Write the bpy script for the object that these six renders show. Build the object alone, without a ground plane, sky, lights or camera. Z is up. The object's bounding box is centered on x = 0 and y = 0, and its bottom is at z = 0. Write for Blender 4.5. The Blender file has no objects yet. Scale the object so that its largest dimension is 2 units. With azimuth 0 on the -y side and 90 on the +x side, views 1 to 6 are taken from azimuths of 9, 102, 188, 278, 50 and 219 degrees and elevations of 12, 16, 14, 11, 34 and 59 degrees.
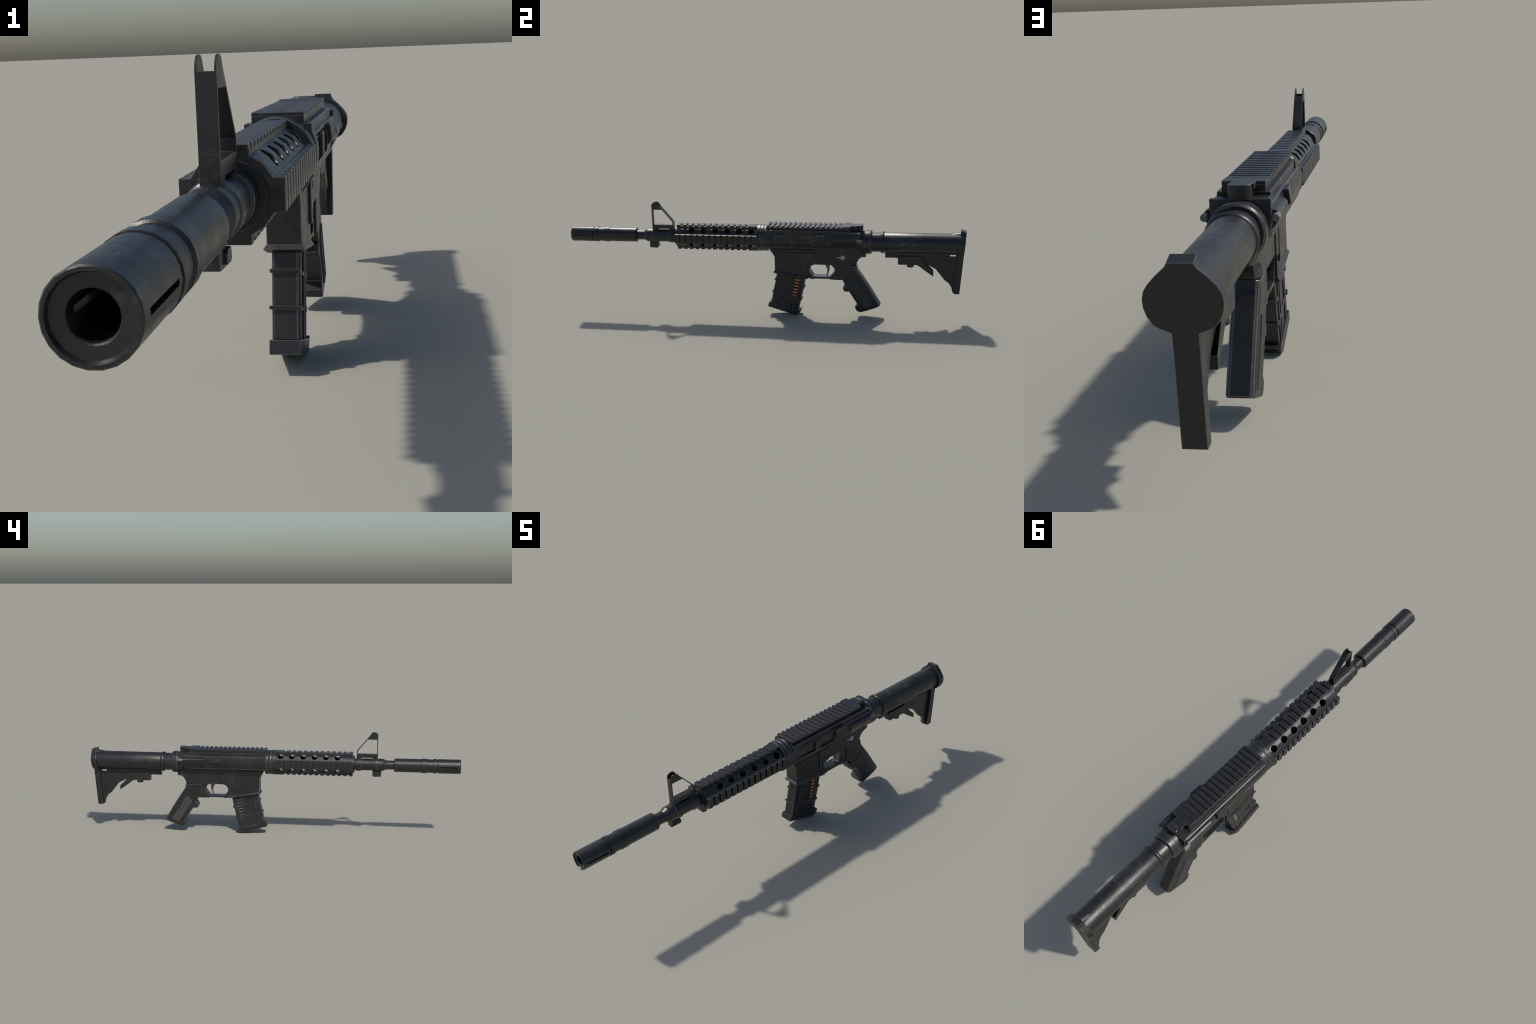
"""Dark short-barrelled carbine with quad rail handguard, built part by part.
The barrel runs along -y (muzzle at y = -1), z is up, the object is mirror symmetric in x
apart from the ejection port and the selector, which sit on the +x side."""
import bpy, bmesh, math, random
from mathutils import Vector, Matrix

random.seed(7)
SC = bpy.context.scene.collection
AXIS = 0.3927      # height of the bore axis
STOCK_AXIS = 0.382  # height of the buffer tube axis


# ------------------------------------------------------------------ materials
def worn_material(name, base, edge, rough, spec=0.5, metallic=0.0, scratch=0.5, wear=0.5, grain=0.25, patch=0.35, dents=0.0):
    """Dark coating with cloudy tone changes, pale scratches and a rubbed film that is stronger if wear is high."""
    m = bpy.data.materials.new(name)
    m.use_nodes = True
    nt = m.node_tree
    N, L = nt.nodes, nt.links
    bsdf = N["Principled BSDF"]
    tc = N.new("ShaderNodeTexCoord")

    def noise(scale, detail, rgh, stretch=(1, 1, 1), dist=0.0):
        mp = N.new("ShaderNodeMapping")
        mp.inputs["Scale"].default_value = stretch
        L.new(tc.outputs["Object"], mp.inputs["Vector"])
        n = N.new("ShaderNodeTexNoise")
        n.inputs["Scale"].default_value = scale
        n.inputs["Detail"].default_value = detail
        n.inputs["Roughness"].default_value = rgh
        n.inputs["Distortion"].default_value = dist
        L.new(mp.outputs[0], n.inputs["Vector"])
        return n.outputs["Fac"]

    def ramp(src, lo, hi, v0=0.0, v1=1.0):
        r = N.new("ShaderNodeMapRange")
        r.inputs["From Min"].default_value = lo
        r.inputs["From Max"].default_value = hi
        r.inputs["To Min"].default_value = v0
        r.inputs["To Max"].default_value = v1
        L.new(src, r.inputs["Value"])
        return r.outputs["Result"]

    def math_(op, a, b):
        n = N.new("ShaderNodeMath")
        n.operation = op
        for i, s in enumerate((a, b)):
            if isinstance(s, (int, float)):
                n.inputs[i].default_value = s
            else:
                L.new(s, n.inputs[i])
        return n.outputs[0]

    def mix(fac, a, b):
        n = N.new("ShaderNodeMix")
        n.data_type = 'RGBA'
        L.new(fac, n.inputs["Factor"])
        for sock, s in ((n.inputs[6], a), (n.inputs[7], b)):
            if isinstance(s, tuple):
                sock.default_value = (*s, 1.0)
            else:
                L.new(s, sock)
        return n.outputs[2]

    cloud = ramp(noise(9, 5, 0.6), 0.3, 0.7)
    dark = tuple(c * (1 - patch) for c in base)
    light = tuple(c * (1 + patch) for c in base)
    col = mix(cloud, dark, light)
    # fine rubbed streaks along the piece and short cross scratches
    streak = ramp(noise(60, 8, 0.75, (1.0, 0.35, 1.0), 0.6), 0.55, 0.68)
    where = ramp(noise(6, 3, 0.55), 0.44, 0.58)
    cross = ramp(noise(45, 6, 0.7, (0.35, 1.6, 0.5), 1.2), 0.57, 0.68)
    s = math_('MULTIPLY', math_('MAXIMUM', streak, math_('MULTIPLY', cross, 0.85)), where)
    col = mix(math_('MULTIPLY', s, scratch), col, edge)
    film = ramp(noise(35, 6, 0.7), 0.42, 0.62)
    col = mix(math_('MULTIPLY', film, wear), col, edge)
    L.new(col, bsdf.inputs["Base Color"])
    rr = ramp(noise(20, 6, 0.65), 0.3, 0.7, rough - 0.07, rough + 0.09)
    L.new(math_('SUBTRACT', rr, math_('MULTIPLY', s, 0.06)), bsdf.inputs["Roughness"])
    bsdf.inputs["Metallic"].default_value = metallic
    bsdf.inputs["Specular IOR Level"].default_value = spec
    bp = N.new("ShaderNodeBump")
    bp.inputs["Strength"].default_value = grain
    bp.inputs["Distance"].default_value = 0.0006
    L.new(noise(420, 4, 0.6), bp.inputs["Height"])
    b2 = N.new("ShaderNodeBump")
    b2.inputs["Strength"].default_value = dents
    b2.inputs["Distance"].default_value = 0.0014
    L.new(noise(130, 6, 0.65, (1.0, 0.6, 1.0), 0.8), b2.inputs["Height"])
    L.new(bp.outputs[0], b2.inputs["Normal"])
    L.new(b2.outputs[0], bsdf.inputs["Normal"])
    return m


EDGE = (0.105, 0.105, 0.11)
STEEL = worn_material("blued_steel", (0.0132, 0.0135, 0.0142), EDGE, 0.35, scratch=0.40, wear=0.03, dents=0.18)
ALLOY = worn_material("anodised_alloy", (0.0122, 0.0125, 0.0131), EDGE, 0.36, scratch=0.20, wear=0.03, dents=0.15)
POLYMER = worn_material("black_polymer", (0.0125, 0.0127, 0.0131), EDGE, 0.40, scratch=0.20, wear=0.03, dents=0.1)
SCUFFED = worn_material("scuffed_tube", (0.0128, 0.0130, 0.0134), (0.12, 0.12, 0.12), 0.36, scratch=0.75, wear=0.05, dents=0.5)
RUBBED = worn_material("rubbed_edge", (0.085, 0.085, 0.088), (0.17, 0.17, 0.175), 0.28, metallic=0.35, scratch=0.3, wear=0.35)  # paler, glossier colour on the bevel faces, seen as thin light lines along the edges
FRAME = worn_material("rubbed_port_frame", (0.10, 0.10, 0.098), (0.13, 0.13, 0.13), 0.4, scratch=0.4, wear=0.3)
RUBBER = worn_material("grip_panel_rubber", (0.054, 0.0535, 0.053), (0.08, 0.08, 0.08), 0.72, spec=0.25, scratch=0.1, wear=0.03, grain=0.6, patch=0.08)
PALE = worn_material("bare_steel", (0.13, 0.13, 0.132), (0.2, 0.2, 0.2), 0.42, scratch=0.2, wear=0.1, patch=0.12)
PAINT = worn_material("grey_selector_paint", (0.38, 0.38, 0.355), (0.40, 0.40, 0.38), 0.6, scratch=0.1, wear=0.05, patch=0.08)
COPPER = worn_material("copper_jacket", (0.68, 0.25, 0.10), (0.75, 0.36, 0.18), 0.42, scratch=0.3, wear=0.1, patch=0.15)
RUST = worn_material("red_brown_recess", (0.10, 0.014, 0.005), (0.13, 0.025, 0.01), 0.6, scratch=0.2, wear=0.1)
GREYSHELL = worn_material("grey_cartridge", (0.075, 0.075, 0.076), (0.12, 0.12, 0.12), 0.45, scratch=0.2, wear=0.1, patch=0.15)


# ------------------------------------------------------------------ mesh tools
def new_object(name, bm, mats, parent, bevel=0.0, segments=2, smooth=38, cutters=(), kind=None):
    bmesh.ops.recalc_face_normals(bm, faces=bm.faces)
    me = bpy.data.meshes.new(name)
    bm.to_mesh(me)
    bm.free()
    for mt in mats:
        me.materials.append(mt)
    ob = bpy.data.objects.new(name, me)
    SC.objects.link(ob)
    for c in cutters:
        b = ob.modifiers.new("cut", 'BOOLEAN')
        b.operation, b.object, b.solver = 'DIFFERENCE', c, 'EXACT'
    if bevel > 0:
        b = ob.modifiers.new("chamfer", 'BEVEL')
        b.width, b.segments, b.limit_method, b.angle_limit = bevel, segments, 'ANGLE', math.radians(32)
        b.harden_normals = False
        b.use_clamp_overlap = True
        if len(mats) > 1:
            b.material = 1
    if ob.modifiers:
        dg = bpy.context.evaluated_depsgraph_get()
        fin = bpy.data.meshes.new_from_object(ob.evaluated_get(dg))
        ob.modifiers.clear()
        ob.data = fin
        fin.name = name
        bpy.data.meshes.remove(me)
    me = ob.data
    for p in me.polygons:
        p.use_smooth = True
    me.set_sharp_from_angle(angle=math.radians(smooth))
    if bevel > 0:
        w = ob.modifiers.new("flat_normals", 'WEIGHTED_NORMAL')
        w.keep_sharp = True
        dg = bpy.context.evaluated_depsgraph_get()
        fin = bpy.data.meshes.new_from_object(ob.evaluated_get(dg))
        ob.modifiers.clear()
        ob.data = fin
        bpy.data.meshes.remove(me)
        fin.name = name
    for c in cutters:
        bpy.data.objects.remove(c)
    if parent is not None:
        ob.parent = parent
    if kind:
        ob["kind"] = kind
    return ob


def loft(bm, rings, cap=True, closed=False):
    """Skin a list of rings (same number of points each)."""
    vs = [[bm.verts.new(p) for p in r] for r in rings]
    n = len(vs[0])
    pairs = list(zip(vs, vs[1:])) + ([(vs[-1], vs[0])] if closed else [])
    for a, b in pairs:
        for i in range(n):
            j = (i + 1) % n
            bm.faces.new((a[i], a[j], b[j], b[i]))
    if cap and not closed:
        bm.faces.new(vs[0])
        bm.faces.new(vs[-1])
    return bm


def side_plate(outline, x0, x1):
    """Outline in (y, z) pulled along x."""
    return loft(bmesh.new(), [[(x, y, z) for y, z in outline] for x in (x0, x1)])


def side_layers(layers):
    return loft(bmesh.new(), [[(x, y, z) for y, z in o] for x, o in layers])


def bar(outline, y0, y1):
    """Outline in (x, z) pulled along y."""
    return loft(bmesh.new(), [[(x, y, z) for x, z in outline] for y in (y0, y1)])


def box(x0, x1, y0, y1, z0, z1):
    return bar([(x0, z0), (x1, z0), (x1, z1), (x0, z1)], y0, y1)


def mirrored(half):
    """Close a right-hand (x, z) half outline with its mirror image."""
    return half + [(-x, z) for x, z in reversed(half)]


def lathe(profile, zc, seg=32, closed=False, phase=0.5):
    """Revolve (y, r) about the line x = 0, z = zc. Closed profiles make tubes; r = 0 ends become caps."""
    bm = bmesh.new()
    rings = []
    for y, r in profile:
        rings.append([(r * math.sin((i + phase) * 2 * math.pi / seg), y, zc + r * math.cos((i + phase) * 2 * math.pi / seg)) for i in range(seg)])
    return loft(bm, rings, cap=not closed, closed=closed)


def rod(p0, p1, r, seg=20, bm=None):
    bm = bm or bmesh.new()
    p0, p1 = Vector(p0), Vector(p1)
    q = (p1 - p0).to_track_quat('Z', 'Y')
    rings = [[p + q @ Vector((r * math.cos(2 * math.pi * i / seg), r * math.sin(2 * math.pi * i / seg), 0)) for i in range(seg)] for p in (p0, p1)]
    return loft(bm, rings)


def cutter(bm):
    return new_object("cutting_helper", bm, [], None, smooth=180)


def both_sides(name, make, mats, parent, **kw):
    """A piece on +x and its mirror twin on -x; make(sign) gives the mesh."""
    return [new_object(name, make(s), mats, parent, **kw) for s in (1, -1)]


def repeat(ob, places):
    """Copies of ob sharing its mesh at further (offset) places."""
    for off in places:
        c = ob.copy()
        c.location = Vector(ob.location) + Vector(off)
        SC.objects.link(c)


A2 = [ALLOY, RUBBED]
S2 = [STEEL, RUBBED]
P2 = [POLYMER, RUBBED]

root = bpy.data.objects.new("carbine_rifle", None)
SC.objects.link(root)
root["label"] = "dark gunmetal carbine with rail handguard and collapsible stock"
root["category"] = "toy rifle"

# ------------------------------------------------------------------ suppressor
slots = [bar([(s * 0.010, AXIS - 0.0030), (s * 0.05, AXIS - 0.0030), (s * 0.05, AXIS + 0.0030), (s * 0.010, AXIS + 0.0030)], -0.9770, -0.8925) for s in (1, -1)]
slots += [bar([(s * 0.0335, AXIS - 0.0029), (s * 0.05, AXIS - 0.0029), (s * 0.05, AXIS + 0.0029), (s * 0.0335, AXIS + 0.0029)], -0.9835, -0.9760) for s in (1, -1)]
can_profile = [(-1.0, 0.0336), (-1.0, 0.0366), (-0.9982, 0.0381), (-0.8835, 0.0380), (-0.8820, 0.0340), (-0.8780, 0.0340),
               (-0.8770, 0.0389), (-0.8650, 0.0389), (-0.8590, 0.0389), (-0.8580, 0.0357), (-0.8275, 0.0357), (-0.8255, 0.0384),
               (-0.7985, 0.0384), (-0.7965, 0.0361), (-0.6560, 0.0359), (-0.6535, 0.0340), (-0.6535, 0.0200),
               (-0.9880, 0.0196), (-0.9935, 0.0200), (-0.9945, 0.0215), (-0.9955, 0.0318)]
muzzle = new_object("muzzle_suppressor", lathe(can_profile, AXIS, 22, closed=True), S2, root, bevel=0.0008, smooth=24,
                    cutters=[cutter(b) for b in slots])

# ------------------------------------------------------------------ barrel
barrel_profile = [(-0.70, 0.0), (-0.70, 0.0238), (-0.6130, 0.0240), (-0.5945, 0.0324), (-0.5645, 0.0326), (-0.5635, 0.0352),
                  (-0.5385, 0.0352), (-0.5375, 0.0315), (-0.4795, 0.0315), (-0.4788, 0.0355), (-0.4530, 0.0355), (-0.4520, 0.0300),
                  (-0.4250, 0.0300), (-0.4240, 0.0140), (-0.0150, 0.0140), (-0.0150, 0.0)]
barrel = new_object("barrel", lathe(barrel_profile, AXIS, 24), S2, root, bevel=0.001, smooth=21)

lug_mount = new_object("bayonet_lug", side_plate([(-0.586, 0.362), (-0.586, 0.3300), (-0.546, 0.3285), (-0.540, 0.335), (-0.540, 0.362)], -0.0112, 0.0112), S2, barrel, bevel=0.0014)
both_sides("lug_rail", lambda s: side_plate([(-0.566, 0.3335), (-0.543, 0.3330), (-0.539, 0.338), (-0.541, 0.3505), (-0.562, 0.3505), (-0.566, 0.346)], s * 0.009, s * 0.0158), S2, lug_mount, bevel=0.001)

# ------------------------------------------------------------------ front sight
sight_outline = [(-0.5665, 0.420), (-0.5665, 0.5500), (-0.5630, 0.5585), (-0.5565, 0.5640), (-0.5485, 0.5655), (-0.5395, 0.5650),
                 (-0.5330, 0.5610), (-0.5260, 0.5500), (-0.4553, 0.4665), (-0.4553, 0.4220), (-0.4740, 0.4220), (-0.4780, 0.4305),
                 (-0.5390, 0.4305), (-0.5430, 0.4200)]
window = side_plate([(-0.5622, 0.4500), (-0.5622, 0.5285), (-0.5125, 0.5285), (-0.4600, 0.4660), (-0.4600, 0.4500)], -0.03, 0.03)
notch = side_plate([(-0.5620, 0.5330), (-0.5620, 0.5475), (-0.5700, 0.5475), (-0.5700, 0.59), (-0.5000, 0.59), (-0.5000, 0.5440), (-0.5220, 0.5440), (-0.5170, 0.5330)], -0.0098, 0.0098)
new_object("front_sight", side_plate(sight_outline, -0.0122, 0.0122), S2, root, bevel=0.0009, segments=1, cutters=[cutter(window), cutter(notch)])

# ------------------------------------------------------------------ handguard
HG0, HG1 = -0.4345, -0.0165
HOLE0, PITCH = -0.3546, 0.0610


def four_fold(quarter, y, k=1.0):
    """Quarter outline (x, height over the axis) from the top to the side, mirrored to a full loop."""
    q = [(x * k, z * k) for x, z in quarter]
    loop = q + [(x, -z) for x, z in reversed(q)] + [(-x, -z) for x, z in q] + [(-x, z) for x, z in reversed(q)]
    return [(x, y, AXIS + z) for x, z in loop]


quarter = [(0.0228, 0.0504), (0.0393, 0.0402), (0.0517, 0.0226)]   # two flats between top rail and side rail
shell = loft(bmesh.new(), [four_fold(quarter, HG0 + 0.001), four_fold(quarter, HG1), four_fold(quarter, HG1, 0.92), four_fold(quarter, HG0 + 0.005, 0.92)], closed=True)
hole_cutters = []
for diag in (1, -1):
    bm = bmesh.new()
    for k in range(6):
        y = HOLE0 + k * PITCH
        rod((-0.09, y, AXIS - 0.09 * diag), (0.09, y, AXIS + 0.09 * diag), 0.0160, 20, bm)
    hole_cutters.append(cutter(bm))
hand = new_object("handguard", shell, A2, root, bevel=0.0012, smooth=32, cutters=hole_cutters)
front_quarter = [(0.0225, 0.0630), (0.0226, 0.0500)] + quarter[1:] + [(0.0524, 0.0221), (0.0670, 0.0219)]
new_object("front_cap", loft(bmesh.new(), [four_fold(front_quarter, HG0 - 0.0008), four_fold(front_quarter, HG0 + 0.0042)]), A2, hand, bevel=0.0014)

new_object("front_collar", lathe([(-0.4445, 0.031), (-0.4445, 0.0445), (-0.4435, 0.0456), (-0.4320, 0.0456), (-0.4320, 0.031)], AXIS, 24, closed=True), A2, hand, smooth=30)

rail_h = 0.0223
for s in (1, -1):
    z0, z1 = sorted((AXIS + s * 0.0490, AXIS + s * 0.0565))
    new_object("rail_base", box(-0.0235, 0.0235, HG0, HG1 - 0.001, z0, z1), A2, hand, bevel=0.001)
    z0, z1 = sorted((AXIS + s * 0.0560, AXIS + s * 0.0632))
    lug = new_object("rail_lug", box(-0.0226, 0.0226, HG0 - 0.0002, HG0 + 0.0193, z0, z1), A2, hand, bevel=0.0013)
    repeat(lug, [(0, k * PITCH / 2, 0) for k in range(1, 12)])
    new_object("rail_flat", box(-0.0226, 0.0226, HG0 + 12 * PITCH / 2 - 0.0002, HG1 - 0.0005, z0, z1), A2, hand, bevel=0.0013)
    x0, x1 = sorted((s * 0.0450, s * 0.0598))
    new_object("rail_base", box(x0, x1, HG0, HG1, AXIS - 0.0222, AXIS + 0.0226), A2, hand, bevel=0.001)
    x0, x1 = sorted((s * 0.0590, s * 0.0672))
    lug = new_object("rail_lug", box(x0, x1, HG0 - 0.0003, HG0 + 0.0202, AXIS - 0.0216, AXIS + 0.0220), A2, hand, bevel=0.0013)
    repeat(lug, [(0, k * 0.0306, 0) for k in range(1, 14)])

ring_profile = [(-0.0195, 0.0300), (-0.0195, 0.0655), (-0.0180, 0.0668), (-0.0035, 0.0668), (-0.0025, 0.0645), (0.0010, 0.0645), (0.0020, 0.0660),
                (0.0125, 0.0660), (0.0140, 0.0640), (0.0200, 0.0640), (0.0215, 0.0664), (0.0300, 0.0664), (0.0330, 0.0645), (0.0335, 0.0300)]
new_object("delta_ring", lathe(ring_profile, AXIS, 24, closed=True), A2, hand, bevel=0.0008, segments=1, smooth=30)

# ------------------------------------------------------------------ upper receiver
body_half = [(0.0400, 0.4340), (0.0520, 0.4300), (0.0606, 0.4265), (0.0645, 0.4130), (0.0662, 0.4000), (0.0656, 0.3850), (0.0628, 0.3715),
             (0.0575, 0.3600), (0.0535, 0.3545), (0.0500, 0.3530), (0.0300, 0.3525)]


def body_ring(y, zb, k=1.0):
    f = (0.40 - zb) / (0.40 - 0.3525)
    return [(x * k, y, z if z > 0.40 else 0.40 - (0.40 - z) * f) for x, z in mirrored(body_half)]


bm = loft(bmesh.new(), [body_ring(0.0285, 0.3525), body_ring(0.449, 0.3525), body_ring(0.468, 0.3570), body_ring(0.482, 0.3650, 0.99), body_ring(0.492, 0.3760, 0.96)])
port_cut = side_plate([(0.0630, 0.3755), (0.0630, 0.4225), (0.2612, 0.4225), (0.2612, 0.3755)], 0.0550, 0.09)
upper = new_object("upper_receiver", bm, A2, root, bevel=0.0012, smooth=34, cutters=[cutter(port_cut)])

new_object("receiver_shelf", bar([(-0.0555, 0.4240), (0.0555, 0.4240), (0.0548, 0.4455), (-0.0548, 0.4455)], 0.0292, 0.4490), A2, upper, bevel=0.0012)
both_sides("shelf_boss", lambda s: bar([(s * 0.05, 0.4250), (s * 0.0590, 0.4250), (s * 0.0574, 0.4462), (s * 0.05, 0.4462)], 0.0280, 0.0620), A2, upper, bevel=0.0012)
new_object("rear_deck", box(-0.0552, 0.0552, 0.4480, 0.4860, 0.4250, 0.4385), A2, upper, bevel=0.001)
plate_half = [(0.0300, 0.4395), (0.0615, 0.4395), (0.0615, 0.4000), (0.0600, 0.3850), (0.0540, 0.3640), (0.0400, 0.3500)]
new_object("rear_plate", bar(mirrored(plate_half), 0.4830, 0.4955), A2, upper, bevel=0.0012)

# top rail
R0, RP = 0.0300, 0.0251
rail = new_object("top_rail", box(-0.0448, 0.0448, R0, 0.4462, 0.4445, 0.4590), A2, upper, bevel=0.001)
lug = new_object("rail_lug", box(-0.0450, 0.0450, R0 - 0.0002, R0 + 0.0128, 0.4580, 0.4655), A2, rail, bevel=0.0016)
repeat(lug, [(0, k * RP, 0) for k in range(1, 15)])
new_object("rail_end_block", box(-0.0452, 0.0452, R0 + 15 * RP, 0.4464, 0.4580, 0.4668), A2, rail, bevel=0.0016)
new_object("rail_end_step", box(-0.0445, 0.0445, R0 + 14 * RP + 0.012, R0 + 15 * RP + 0.004, 0.4580, 0.4620), A2, rail, bevel=0.001)

# folded rear sight: thin neck and an oval block
sight = new_object("rear_sight", side_plate([(0.4440, 0.4560), (0.4440, 0.4665), (0.4780, 0.4665), (0.4780, 0.4560)], -0.0268, 0.0240), A2, upper, bevel=0.001)
new_object("sight_stem", box(-0.0215, 0.0215, 0.4400, 0.4800, 0.4370, 0.4570), A2, sight)
oval = []
for i in range(24):
    a = 2 * math.pi * i / 24
    c, n = math.cos(a), math.sin(a)
    oval.append((0.0238 * math.copysign(abs(c) ** 0.7, c), 0.4905 + 0.0140 * math.copysign(abs(n) ** 0.8, n)))
bm = loft(bmesh.new(), [[(x * k, 0.4905 + (y - 0.4905) * k, z) for x, y in oval] for z, k in ((0.4385, 1.0), (0.4675, 1.0), (0.4690, 0.93))])
new_object("sight_block", bm, A2, sight, bevel=0.0008, smooth=30)

# ejection port (right side only)
port = new_object("ejection_port", side_plate([(0.0640, 0.3765), (0.0640, 0.4215), (0.2600, 0.4215), (0.2600, 0.3765)], 0.0530, 0.0567), A2, upper, bevel=0.0006)


new_object("port_frame", side_plate([(0.0700, 0.3830), (0.0700, 0.4170), (0.1420, 0.4170), (0.1420, 0.4135), (0.0770, 0.4135), (0.0755, 0.4120), (0.0755, 0.3830)], 0.055, 0.0602), [FRAME, RUBBED], port, bevel=0.0012)
new_object("port_frame", side_plate([(0.2570, 0.3830), (0.2570, 0.4170), (0.1830, 0.4170), (0.1830, 0.4135), (0.2500, 0.4135), (0.2515, 0.4120), (0.2515, 0.3830)], 0.055, 0.0602), [FRAME, RUBBED], port, bevel=0.0012)
new_object("port_latch", side_plate([(0.1510, 0.3790), (0.1500, 0.4190), (0.1775, 0.4190), (0.1785, 0.3790)], 0.056, 0.0664), A2, port, bevel=0.0022)

# deflector block, forward assist and pins, both sides
def deflector(s):
    rings = []
    for y, xt, xb in ((0.2682, 0.0705, 0.0745), (0.3226, 0.0742, 0.0795)):
        rings.append([(s * x, y, z) for x, z in ((0.0550, 0.4260), (xt, 0.4268), (xb, 0.3960), (0.0650, 0.3840), (0.0550, 0.3840))])
    return loft(bmesh.new(), rings)


both_sides("brass_deflector", deflector, A2, upper, bevel=0.0015)


def assist(s):
    sec = [(0.0560, 0.4165), (0.0645, 0.4168), (0.0715, 0.4145), (0.0762, 0.4090), (0.0772, 0.4020), (0.0750, 0.3920), (0.0690, 0.3790), (0.0610, 0.3640), (0.0540, 0.3560)]
    rings = []
    for y, k, f in ((0.3500, 0.0, 1.0), (0.3530, 0.60, 1.0), (0.3590, 1.0, 1.0), (0.4480, 1.0, 1.0), (0.4680, 1.0, 0.88), (0.4845, 1.0, 0.66)):
        rings.append([(s * (0.058 + (x - 0.058) * k if x > 0.058 else x), y, z if z > 0.4 else 0.4 - (0.4 - z) * f) for x, z in sec])
    return loft(bmesh.new(), rings)


both_sides("forward_assist", assist, A2, upper, bevel=0.001, smooth=40)
rim = [(0.0290, 0.3530), (0.4500, 0.3530), (0.4680, 0.3570), (0.4810, 0.3655), (0.4960, 0.3840), (0.4960, 0.3950), (0.4770, 0.3765), (0.4650, 0.3685), (0.4480, 0.3650), (0.0290, 0.3650)]
both_sides("receiver_rim", lambda s: side_layers([(s * 0.0400, rim), (s * 0.0545, rim), (s * 0.0590, [(y, z + (0.004 if i < 5 else 0)) for i, (y, z) in enumerate(rim)])]), A2, upper, bevel=0.001)
both_sides("retaining_pin", lambda s: rod((s * 0.0715, 0.478, 0.4035), (s * 0.0715, 0.5070, 0.4035), 0.0078, 16), [PALE, RUBBED], upper, bevel=0.0012)

# ------------------------------------------------------------------ lower receiver
low_outline = [(0.2200, 0.3560), (0.2200, 0.2680), (0.3794, 0.2680), (0.4700, 0.2680), (0.4742, 0.2803), (0.4842, 0.2985), (0.4975, 0.3088),
               (0.5180, 0.3095), (0.5185, 0.3780), (0.5000, 0.3900), (0.4750, 0.3750), (0.4600, 0.3600), (0.4490, 0.3560)]
low_wide = low_outline[:2] + [(0.3794, 0.2680), (0.4380, 0.2680), (0.4460, 0.2803), (0.4590, 0.2985), (0.4760, 0.3088), (0.4900, 0.3160), (0.4930, 0.3780), (0.4900, 0.3880), (0.4740, 0.3750), (0.4600, 0.3600), (0.4490, 0.3560)]
lower = new_object("lower_receiver", side_layers([(-0.0320, low_wide), (-0.0205, low_outline), (0.0205, low_outline), (0.0320, low_wide)]), A2, root, bevel=0.0016)

well_outline = [(0.0360, 0.3550), (0.0430, 0.3425), (0.0648, 0.3020), (0.0648, 0.2260), (0.2295, 0.2015), (0.2295, 0.3550)]
well = new_object("magazine_well", side_plate(well_outline, -0.0315, 0.0315), A2, lower, bevel=0.0016)
ledge = [(0.0425, 0.3420), (0.0530, 0.3230), (0.2608, 0.3230), (0.2615, 0.3420)]
new_object("well_ledge", side_layers([(-0.0355, ledge), (-0.0392, [(y, z + (0.006 if z < 0.33 else 0)) for y, z in ledge]), (0.0392, [(y, z + (0.006 if z < 0.33 else 0)) for y, z in ledge]), (0.0355, ledge)]), A2, well, bevel=0.0014)
# flared mouth, tilted like the magazine
def mouth(y0, y1, hx, z_front, slope, inset=0.0):
    return [(-hx, y0, z_front), (hx, y0, z_front), (hx, y1, z_front - slope * (y1 - y0)), (-hx, y1, z_front - slope * (y1 - y0))]


bm = loft(bmesh.new(), [mouth(0.0640, 0.2300, 0.0312, 0.2315, 0.145), mouth(0.0572, 0.2350, 0.0368, 0.2240, 0.145), mouth(0.0572, 0.2350, 0.0368, 0.2228, 0.145), mouth(0.0700, 0.2310, 0.0308, 0.2150, 0.145)])
new_object("well_flare", bm, A2, well, bevel=0.001)
both_sides("well_ridge", lambda s: side_plate([(0.2030, 0.2430), (0.2030, 0.3210), (0.2080, 0.3240), (0.2225, 0.3240), (0.2225, 0.2420), (0.2060, 0.2420)], s * 0.028, s * 0.0372), A2, well, bevel=0.0013)
both_sides("magazine_catch", lambda s: side_plate([(0.2250, 0.2600), (0.2250, 0.3230), (0.2608, 0.3230), (0.2608, 0.2650), (0.2470, 0.2650), (0.2440, 0.2600)], s * 0.028, s * 0.0352), A2, lower, bevel=0.0012)
btn = new_object("catch_button", box(0.033, 0.0366, 0.2395, 0.2525, 0.3035, 0.3225), [RUBBED, RUBBED], lower, bevel=0.001)
new_object("button_pad", box(0.033, 0.0374, 0.2425, 0.2497, 0.3065, 0.3195), A2, btn, bevel=0.0008)

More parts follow.
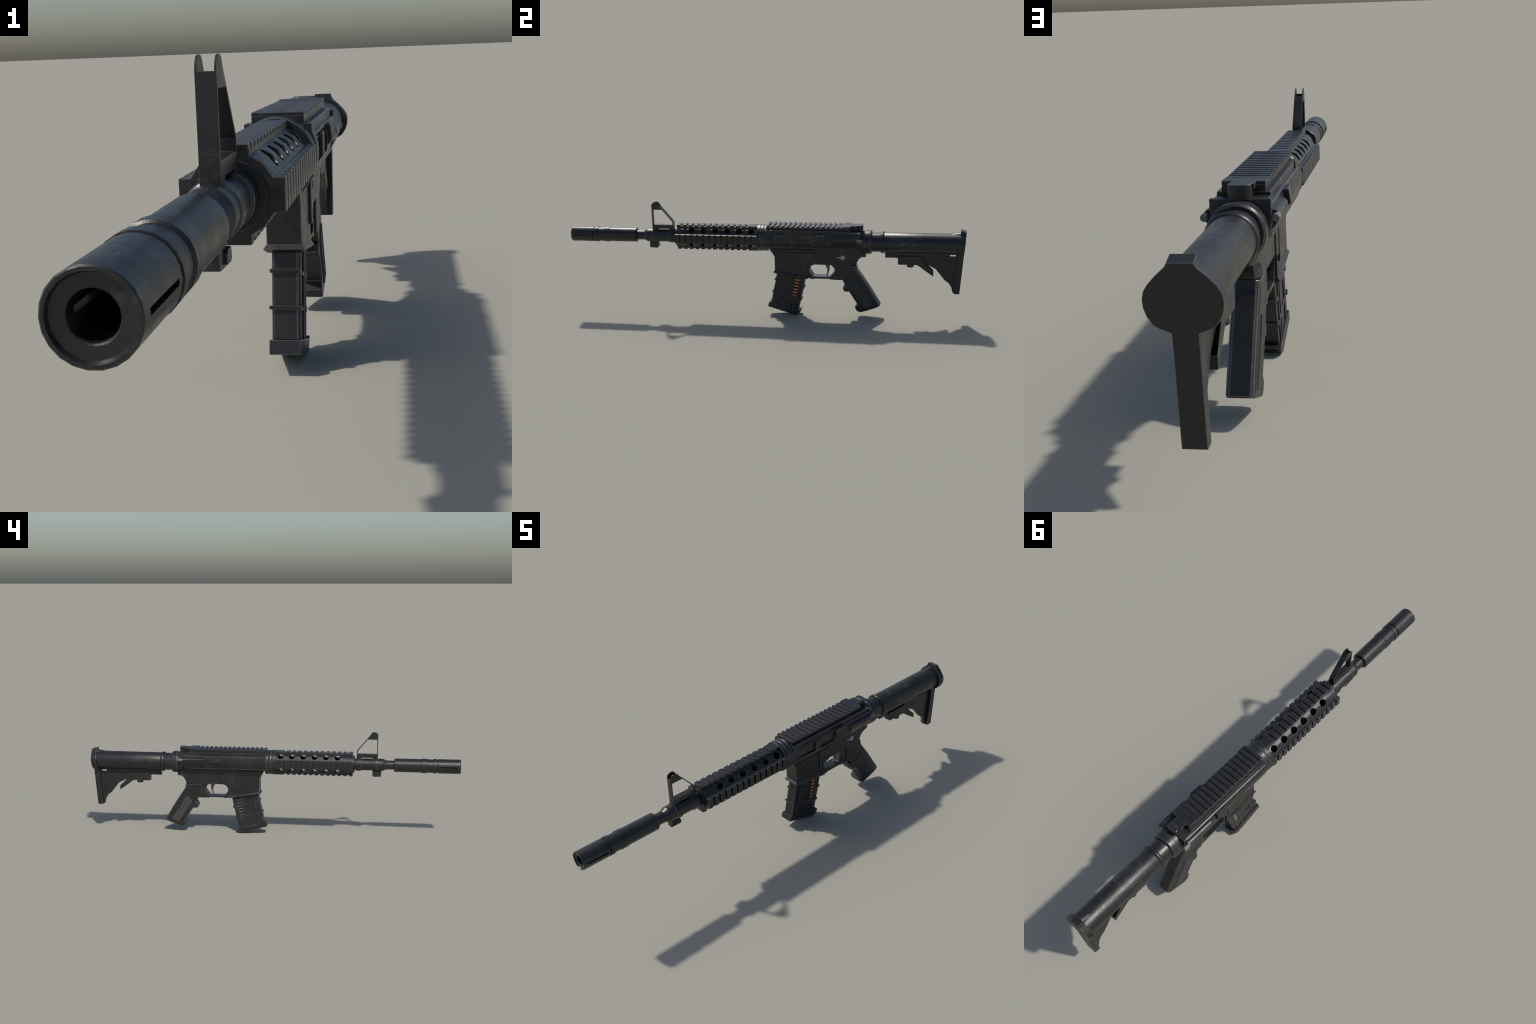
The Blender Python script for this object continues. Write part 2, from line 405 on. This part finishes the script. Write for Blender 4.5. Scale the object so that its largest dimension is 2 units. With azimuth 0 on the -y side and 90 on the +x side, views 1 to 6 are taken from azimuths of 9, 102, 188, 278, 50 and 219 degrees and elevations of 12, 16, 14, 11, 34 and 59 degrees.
guard_outer = [(0.2285, 0.2720), (0.2285, 0.2030), (0.2440, 0.1912), (0.2590, 0.1912), (0.2605, 0.1940), (0.3390, 0.1940), (0.3405, 0.1910), (0.3800, 0.1895), (0.3800, 0.2720)]
opening = [(0.2610, 0.2690), (0.2600, 0.2655), (0.2510, 0.2618), (0.2385, 0.2465), (0.2390, 0.2300), (0.2565, 0.2040), (0.3410, 0.2025), (0.3632, 0.2310), (0.3637, 0.2495), (0.3455, 0.2665), (0.3440, 0.2690)]
guard = new_object("trigger_guard", side_plate(guard_outer, -0.0252, 0.0252), A2, lower, bevel=0.0012, cutters=[cutter(side_plate(opening, -0.05, 0.05))])
trig = [(0.3060, 0.2760), (0.3095, 0.2655), (0.3200, 0.2525), (0.3250, 0.2370), (0.3238, 0.2220), (0.3190, 0.2075), (0.3245, 0.2062), (0.3312, 0.2190), (0.3355, 0.2350), (0.3368, 0.2500), (0.3370, 0.2760)]
new_object("trigger", side_plate(trig, -0.0062, 0.0062), [PALE, PALE], lower, bevel=0.0016)
new_object("pivot_pin", rod((0.030, 0.4548, 0.3290), (0.0332, 0.4548, 0.3290), 0.0072, 20), A2, lower, bevel=0.0012)

# selector mark: disc with a short pointer, right side only
sel = []
for i in range(28):
    a = math.radians(-166 + 332 * i / 27)
    sel.append((0.4058 + 0.0118 * math.cos(a), 0.3072 + 0.0118 * math.sin(a)))
sel += [(0.3765, 0.3100), (0.3755, 0.3068), (0.3765, 0.3042)]
new_object("selector_mark", side_plate(sel, 0.0312, 0.0325), [PAINT], lower)

# ------------------------------------------------------------------ pistol grip
grip_outline = [(0.3800, 0.2670), (0.3800, 0.1900), (0.4030, 0.1920), (0.4168, 0.1640), (0.4190, 0.1600), (0.4345, 0.1330), (0.4765, 0.0670), (0.4620, 0.0490), (0.4725, 0.0315), (0.4880, 0.0262),
                (0.5180, 0.0335), (0.5780, 0.0555), (0.5895, 0.0635), (0.5305, 0.1615), (0.4765, 0.2420), (0.4715, 0.2670)]


def grip_layer(d):
    """Outline with the back pulled in by d and the foot flare softened, for the chamfered outer layers."""
    out = []
    for i, (y, z) in enumerate(grip_outline):
        if i >= 11:
            y, z = y - d * 0.92, z - d * 0.35
        if 5 <= i <= 9:
            y += d * (0.15 if i < 7 else 0.4)
        out.append((y, z))
    return out


grip = new_object("pistol_grip", side_layers([(s * x, grip_layer(d)) for s, x, d in ((-1, 0.0300, 0.012), (-1, 0.0272, 0.0042), (-1, 0.0215, 0.0), (1, 0.0215, 0.0), (1, 0.0272, 0.0042), (1, 0.0300, 0.012))]), P2, root, bevel=0.0018, smooth=45)
bump = [(0.4215, 0.1650), (0.4085, 0.1610), (0.4030, 0.1465), (0.4095, 0.1320), (0.4345, 0.1315), (0.4380, 0.1480)]
new_object("finger_rest", side_layers([(x, [(y + (abs(x) > 0.025) * (0.005 if y < 0.42 else 0.0), z) for y, z in bump]) for x in (-0.0298, -0.0220, 0.0220, 0.0298)]), P2, grip, bevel=0.0018)
panel = [(0.4345, 0.1640), (0.4535, 0.1910), (0.4730, 0.1970), (0.4960, 0.1530), (0.5560, 0.0640), (0.5130, 0.0510)]
cy, cz = sum(p[0] for p in panel) / 6, sum(p[1] for p in panel) / 6
inner = [(cy + (y - cy) * 0.95, cz + (z - cz) * 0.97) for y, z in panel]
both_sides("grip_panel", lambda s: side_layers([(s * 0.028, panel), (s * 0.0312, panel), (s * 0.0330, inner)]), [RUBBER], grip, bevel=0.001)

# ------------------------------------------------------------------ magazine
FRONT = [(0.0800, 0.2480), (0.0668, 0.1815), (0.0528, 0.1175), (0.0420, 0.0630)]
BACK = [(0.2230, 0.2260), (0.2055, 0.1405), (0.1905, 0.0780), (0.1775, 0.0235)]


def mag_point(s, t):
    """s runs 0 (front) .. 1 (back); t runs 0 (inside the well), 1 and 2 (the two ribs), 3 (base)."""
    k = min(int(t), 2)
    f = t - k
    fy, fz = (FRONT[k][i] + (FRONT[k + 1][i] - FRONT[k][i]) * f for i in (0, 1))
    by, bz = (BACK[k][i] + (BACK[k + 1][i] - BACK[k][i]) * f for i in (0, 1))
    return (fy + (by - fy) * s, fz + (bz - fz) * s)


def mag_patch(s0, s1, t0, t1):
    """Patch outline following the curve of the magazine."""
    ts = sorted({t0, t1} | {k for k in (1.0, 2.0) if t0 < k < t1})
    return [mag_point(s0, t) for t in ts] + [mag_point(s1, t) for t in reversed(ts)]


WIN = (0.682, 0.812)
win_cut = [side_plate(mag_patch(*WIN, 0.2, 1.80), s * 0.0090, s * 0.04) for s in (1, -1)]
mag_side = mag_patch(0.0, 1.0, 0.0, 3.0)
mag = new_object("magazine", side_plate(mag_side, -0.0215, 0.0215), P2, root, bevel=0.0016, cutters=[cutter(b) for b in win_cut])

for s in (1, -1):
    def strip(s0, s1, t0, t1, x1=0.0251, x0=0.0200, name="reinforcing_rib", mats=P2, bv=0.0013):
        return new_object(name, side_plate(mag_patch(s0, s1, t0, t1), s * x0, s * x1), mats, mag, bevel=bv)
    # upright ribs
    strip(0.0, 0.062, 0.0, 3.0, x1=0.0238)
    strip(0.155, 0.205, 0.0, 2.99)
    strip(0.628, 0.680, 0.0, 2.99)
    strip(0.814, 0.862, 0.0, 2.99)
    # slanting cross ribs
    strip(0.06, 0.63, 0.945, 1.045, x1=0.0247)
    strip(0.06, 0.82, 1.935, 2.045, x1=0.0247)
    # cartridges behind the slot
    new_object("slot_lining", side_plate(mag_patch(WIN[0] - 0.01, WIN[1] + 0.01, 0.2, 1.84), s * 0.008, s * 0.0105), [RUST if s > 0 else POLYMER], mag)
    for i in range(8):
        drop = 0.214 - 0.0163 * i                      # height of this round in the slot
        t = (0.2315 - drop) / 0.0808 if drop > 0.1507 else 1 + (0.1507 - drop) / 0.0627
        a, b = mag_point(WIN[0] - 0.005, t), mag_point(WIN[1] + 0.005, t)
        new_object("cartridge", rod((s * 0.0160, *a), (s * 0.0160, *b), 0.0053, 14), [COPPER if s > 0 else GREYSHELL], mag, smooth=50)

# rib ends that wrap round the front and the back
def wrap(t, s0, s1, hx, h, lip):
    (y0, z0), (y1, z1) = mag_point(s0, t), mag_point(s1, t)
    return [[(x, y0, z0 - h), (x, y1, z1 - h), (x, y1, z1 + h - lip), (x, y0, z0 + h)] for x in (-hx, hx)]


for t, hx in ((0.985, 0.0272), (1.985, 0.0282)):
    new_object("rib_end", loft(bmesh.new(), wrap(t, -0.042, 0.062, hx, 0.0036, 0)), P2, mag, bevel=0.001)
    y1, z1 = mag_point(1.0, t)
    tab = [(y1 - 0.022, z1 + 0.006), (y1 + 0.0060, z1 + 0.0050), (y1 + 0.0060, z1 - 0.0010), (y1 + 0.0005, z1 - 0.0060), (y1 - 0.022, z1 - 0.002)]
    new_object("rib_end", side_plate(tab, -0.0240, 0.0240), P2, mag, bevel=0.001)

base_outline = [(0.0236, 0.0400), (0.0315, 0.0652), (0.0400, 0.0628), (0.1500, 0.0325), (0.1850, 0.0225), (0.1905, 0.0270), (0.1925, 0.0210), (0.1850, 0.0120), (0.1735, 0.0025), (0.1600, 0.0000)]
new_object("base_plate", side_plate(base_outline, -0.0278, 0.0278), P2, mag, bevel=0.0014)

# ------------------------------------------------------------------ stock
stock = new_object("stock_tube", lathe([(0.600, 0.0), (0.600, 0.0470), (0.606, 0.0491), (0.80, 0.0494), (0.90, 0.0497), (0.950, 0.0500), (0.975, 0.0505), (0.976, 0.0)], STOCK_AXIS, 40), [SCUFFED], root, bevel=0.0, smooth=35)
new_object("tube_crest", side_layers([(-0.0200, [(0.925, 0.420), (0.945, 0.4235), (0.976, 0.4290), (0.976, 0.420)]), (-0.0090, [(0.905, 0.425), (0.940, 0.4330), (0.976, 0.4395), (0.976, 0.425)]), (0.0090, [(0.905, 0.425), (0.940, 0.4330), (0.976, 0.4395), (0.976, 0.425)]), (0.0200, [(0.925, 0.420), (0.945, 0.4235), (0.976, 0.4290), (0.976, 0.420)])]), [SCUFFED], stock, smooth=60)
new_object("castle_nut", lathe([(0.494, 0.0), (0.494, 0.0560), (0.5165, 0.0565), (0.5175, 0.0585), (0.5420, 0.0585), (0.5475, 0.0545), (0.5475, 0.0)], STOCK_AXIS, 28), A2, stock, bevel=0.0012, smooth=30)
new_object("buffer_tube", lathe([(0.545, 0.0), (0.545, 0.0470), (0.600, 0.0470), (0.600, 0.0)], STOCK_AXIS, 36), S2, stock)
new_object("tube_collar", lathe([(0.5905, 0.040), (0.5905, 0.0505), (0.5945, 0.0532), (0.6000, 0.0540), (0.6045, 0.0530), (0.6095, 0.0485), (0.6095, 0.040)], STOCK_AXIS, 36, closed=True), S2, stock, smooth=50)

web_outline = [(0.6115, 0.3450), (0.6115, 0.3068), (0.6680, 0.3072), (0.6770, 0.3010), (0.7000, 0.2900), (0.7900, 0.2860), (0.8190, 0.2745), (0.8560, 0.2552), (0.8770, 0.2290), (0.8990, 0.2005),
               (0.9205, 0.1840), (0.9325, 0.1645), (0.9395, 0.1360), (0.9490, 0.1360), (0.9680, 0.3450)]
thru = side_plate([(0.9235, 0.3190), (0.9235, 0.3285), (0.9515, 0.3285), (0.9515, 0.3190)], -0.03, 0.03)
blind = [side_plate([(0.8700, 0.3190), (0.8700, 0.3280), (0.9260, 0.3280), (0.9260, 0.3190)], s * 0.0045, s * 0.03) for s in (1, -1)]
new_object("stock_web", side_plate(web_outline, -0.0078, 0.0078), P2, stock, bevel=0.0012, cutters=[cutter(b) for b in [thru] + blind])

lever_outline = [(0.6745, 0.3168), (0.6745, 0.2750), (0.7655, 0.2750), (0.7820, 0.2658), (0.7960, 0.2538), (0.8455, 0.2185), (0.8455, 0.2430), (0.8260, 0.2610), (0.8075, 0.2800), (0.7970, 0.3040), (0.7900, 0.3110), (0.7780, 0.3155)]
hollow = side_plate([(0.7800, 0.2900), (0.8000, 0.2610), (0.8415, 0.2300), (0.8415, 0.2440), (0.8600, 0.2440), (0.8600, 0.3300), (0.7800, 0.3300)], -0.0136, 0.0136)
lever = new_object("release_lever", side_plate(lever_outline, -0.0166, 0.0166), P2, stock, bevel=0.001, cutters=[cutter(hollow)])
new_object("lever_knob", rod((0, 0.7340, 0.2780), (0, 0.7340, 0.2615), 0.0172, 12), P2, lever, bevel=0.0016, smooth=25)

butt_half = [(0.0000, 0.4520), (0.0212, 0.4520), (0.0220, 0.4415), (0.0270, 0.4345), (0.0400, 0.4235), (0.0530, 0.4095), (0.0600, 0.3985), (0.0628, 0.3860), (0.0622, 0.3730), (0.0580, 0.3590), (0.0495, 0.3455), (0.0395, 0.3385),
             (0.0285, 0.3345), (0.0213, 0.3310), (0.0213, 0.1340), (0.0000, 0.1340)]
butt_loop = butt_half[:-1] + [(-x, z) for x, z in reversed(butt_half[1:-1])]
front_r, back_r = [], []
for x, z in butt_loop:
    front_r.append((x, 0.9450 + (z - 0.134) * 0.0900, z))
    zb = z - 0.0078 if z > 0.445 else z
    back_r.append((x, 0.9722 + (zb - 0.134) * 0.0896, zb))
butt_loop = None
new_object("butt_plate", loft(bmesh.new(), [front_r, back_r]), P2, stock, bevel=0.0014, smooth=30)

for ob in list(SC.objects):
    if ob.parent is None and ob is not root:
        ob.parent = root
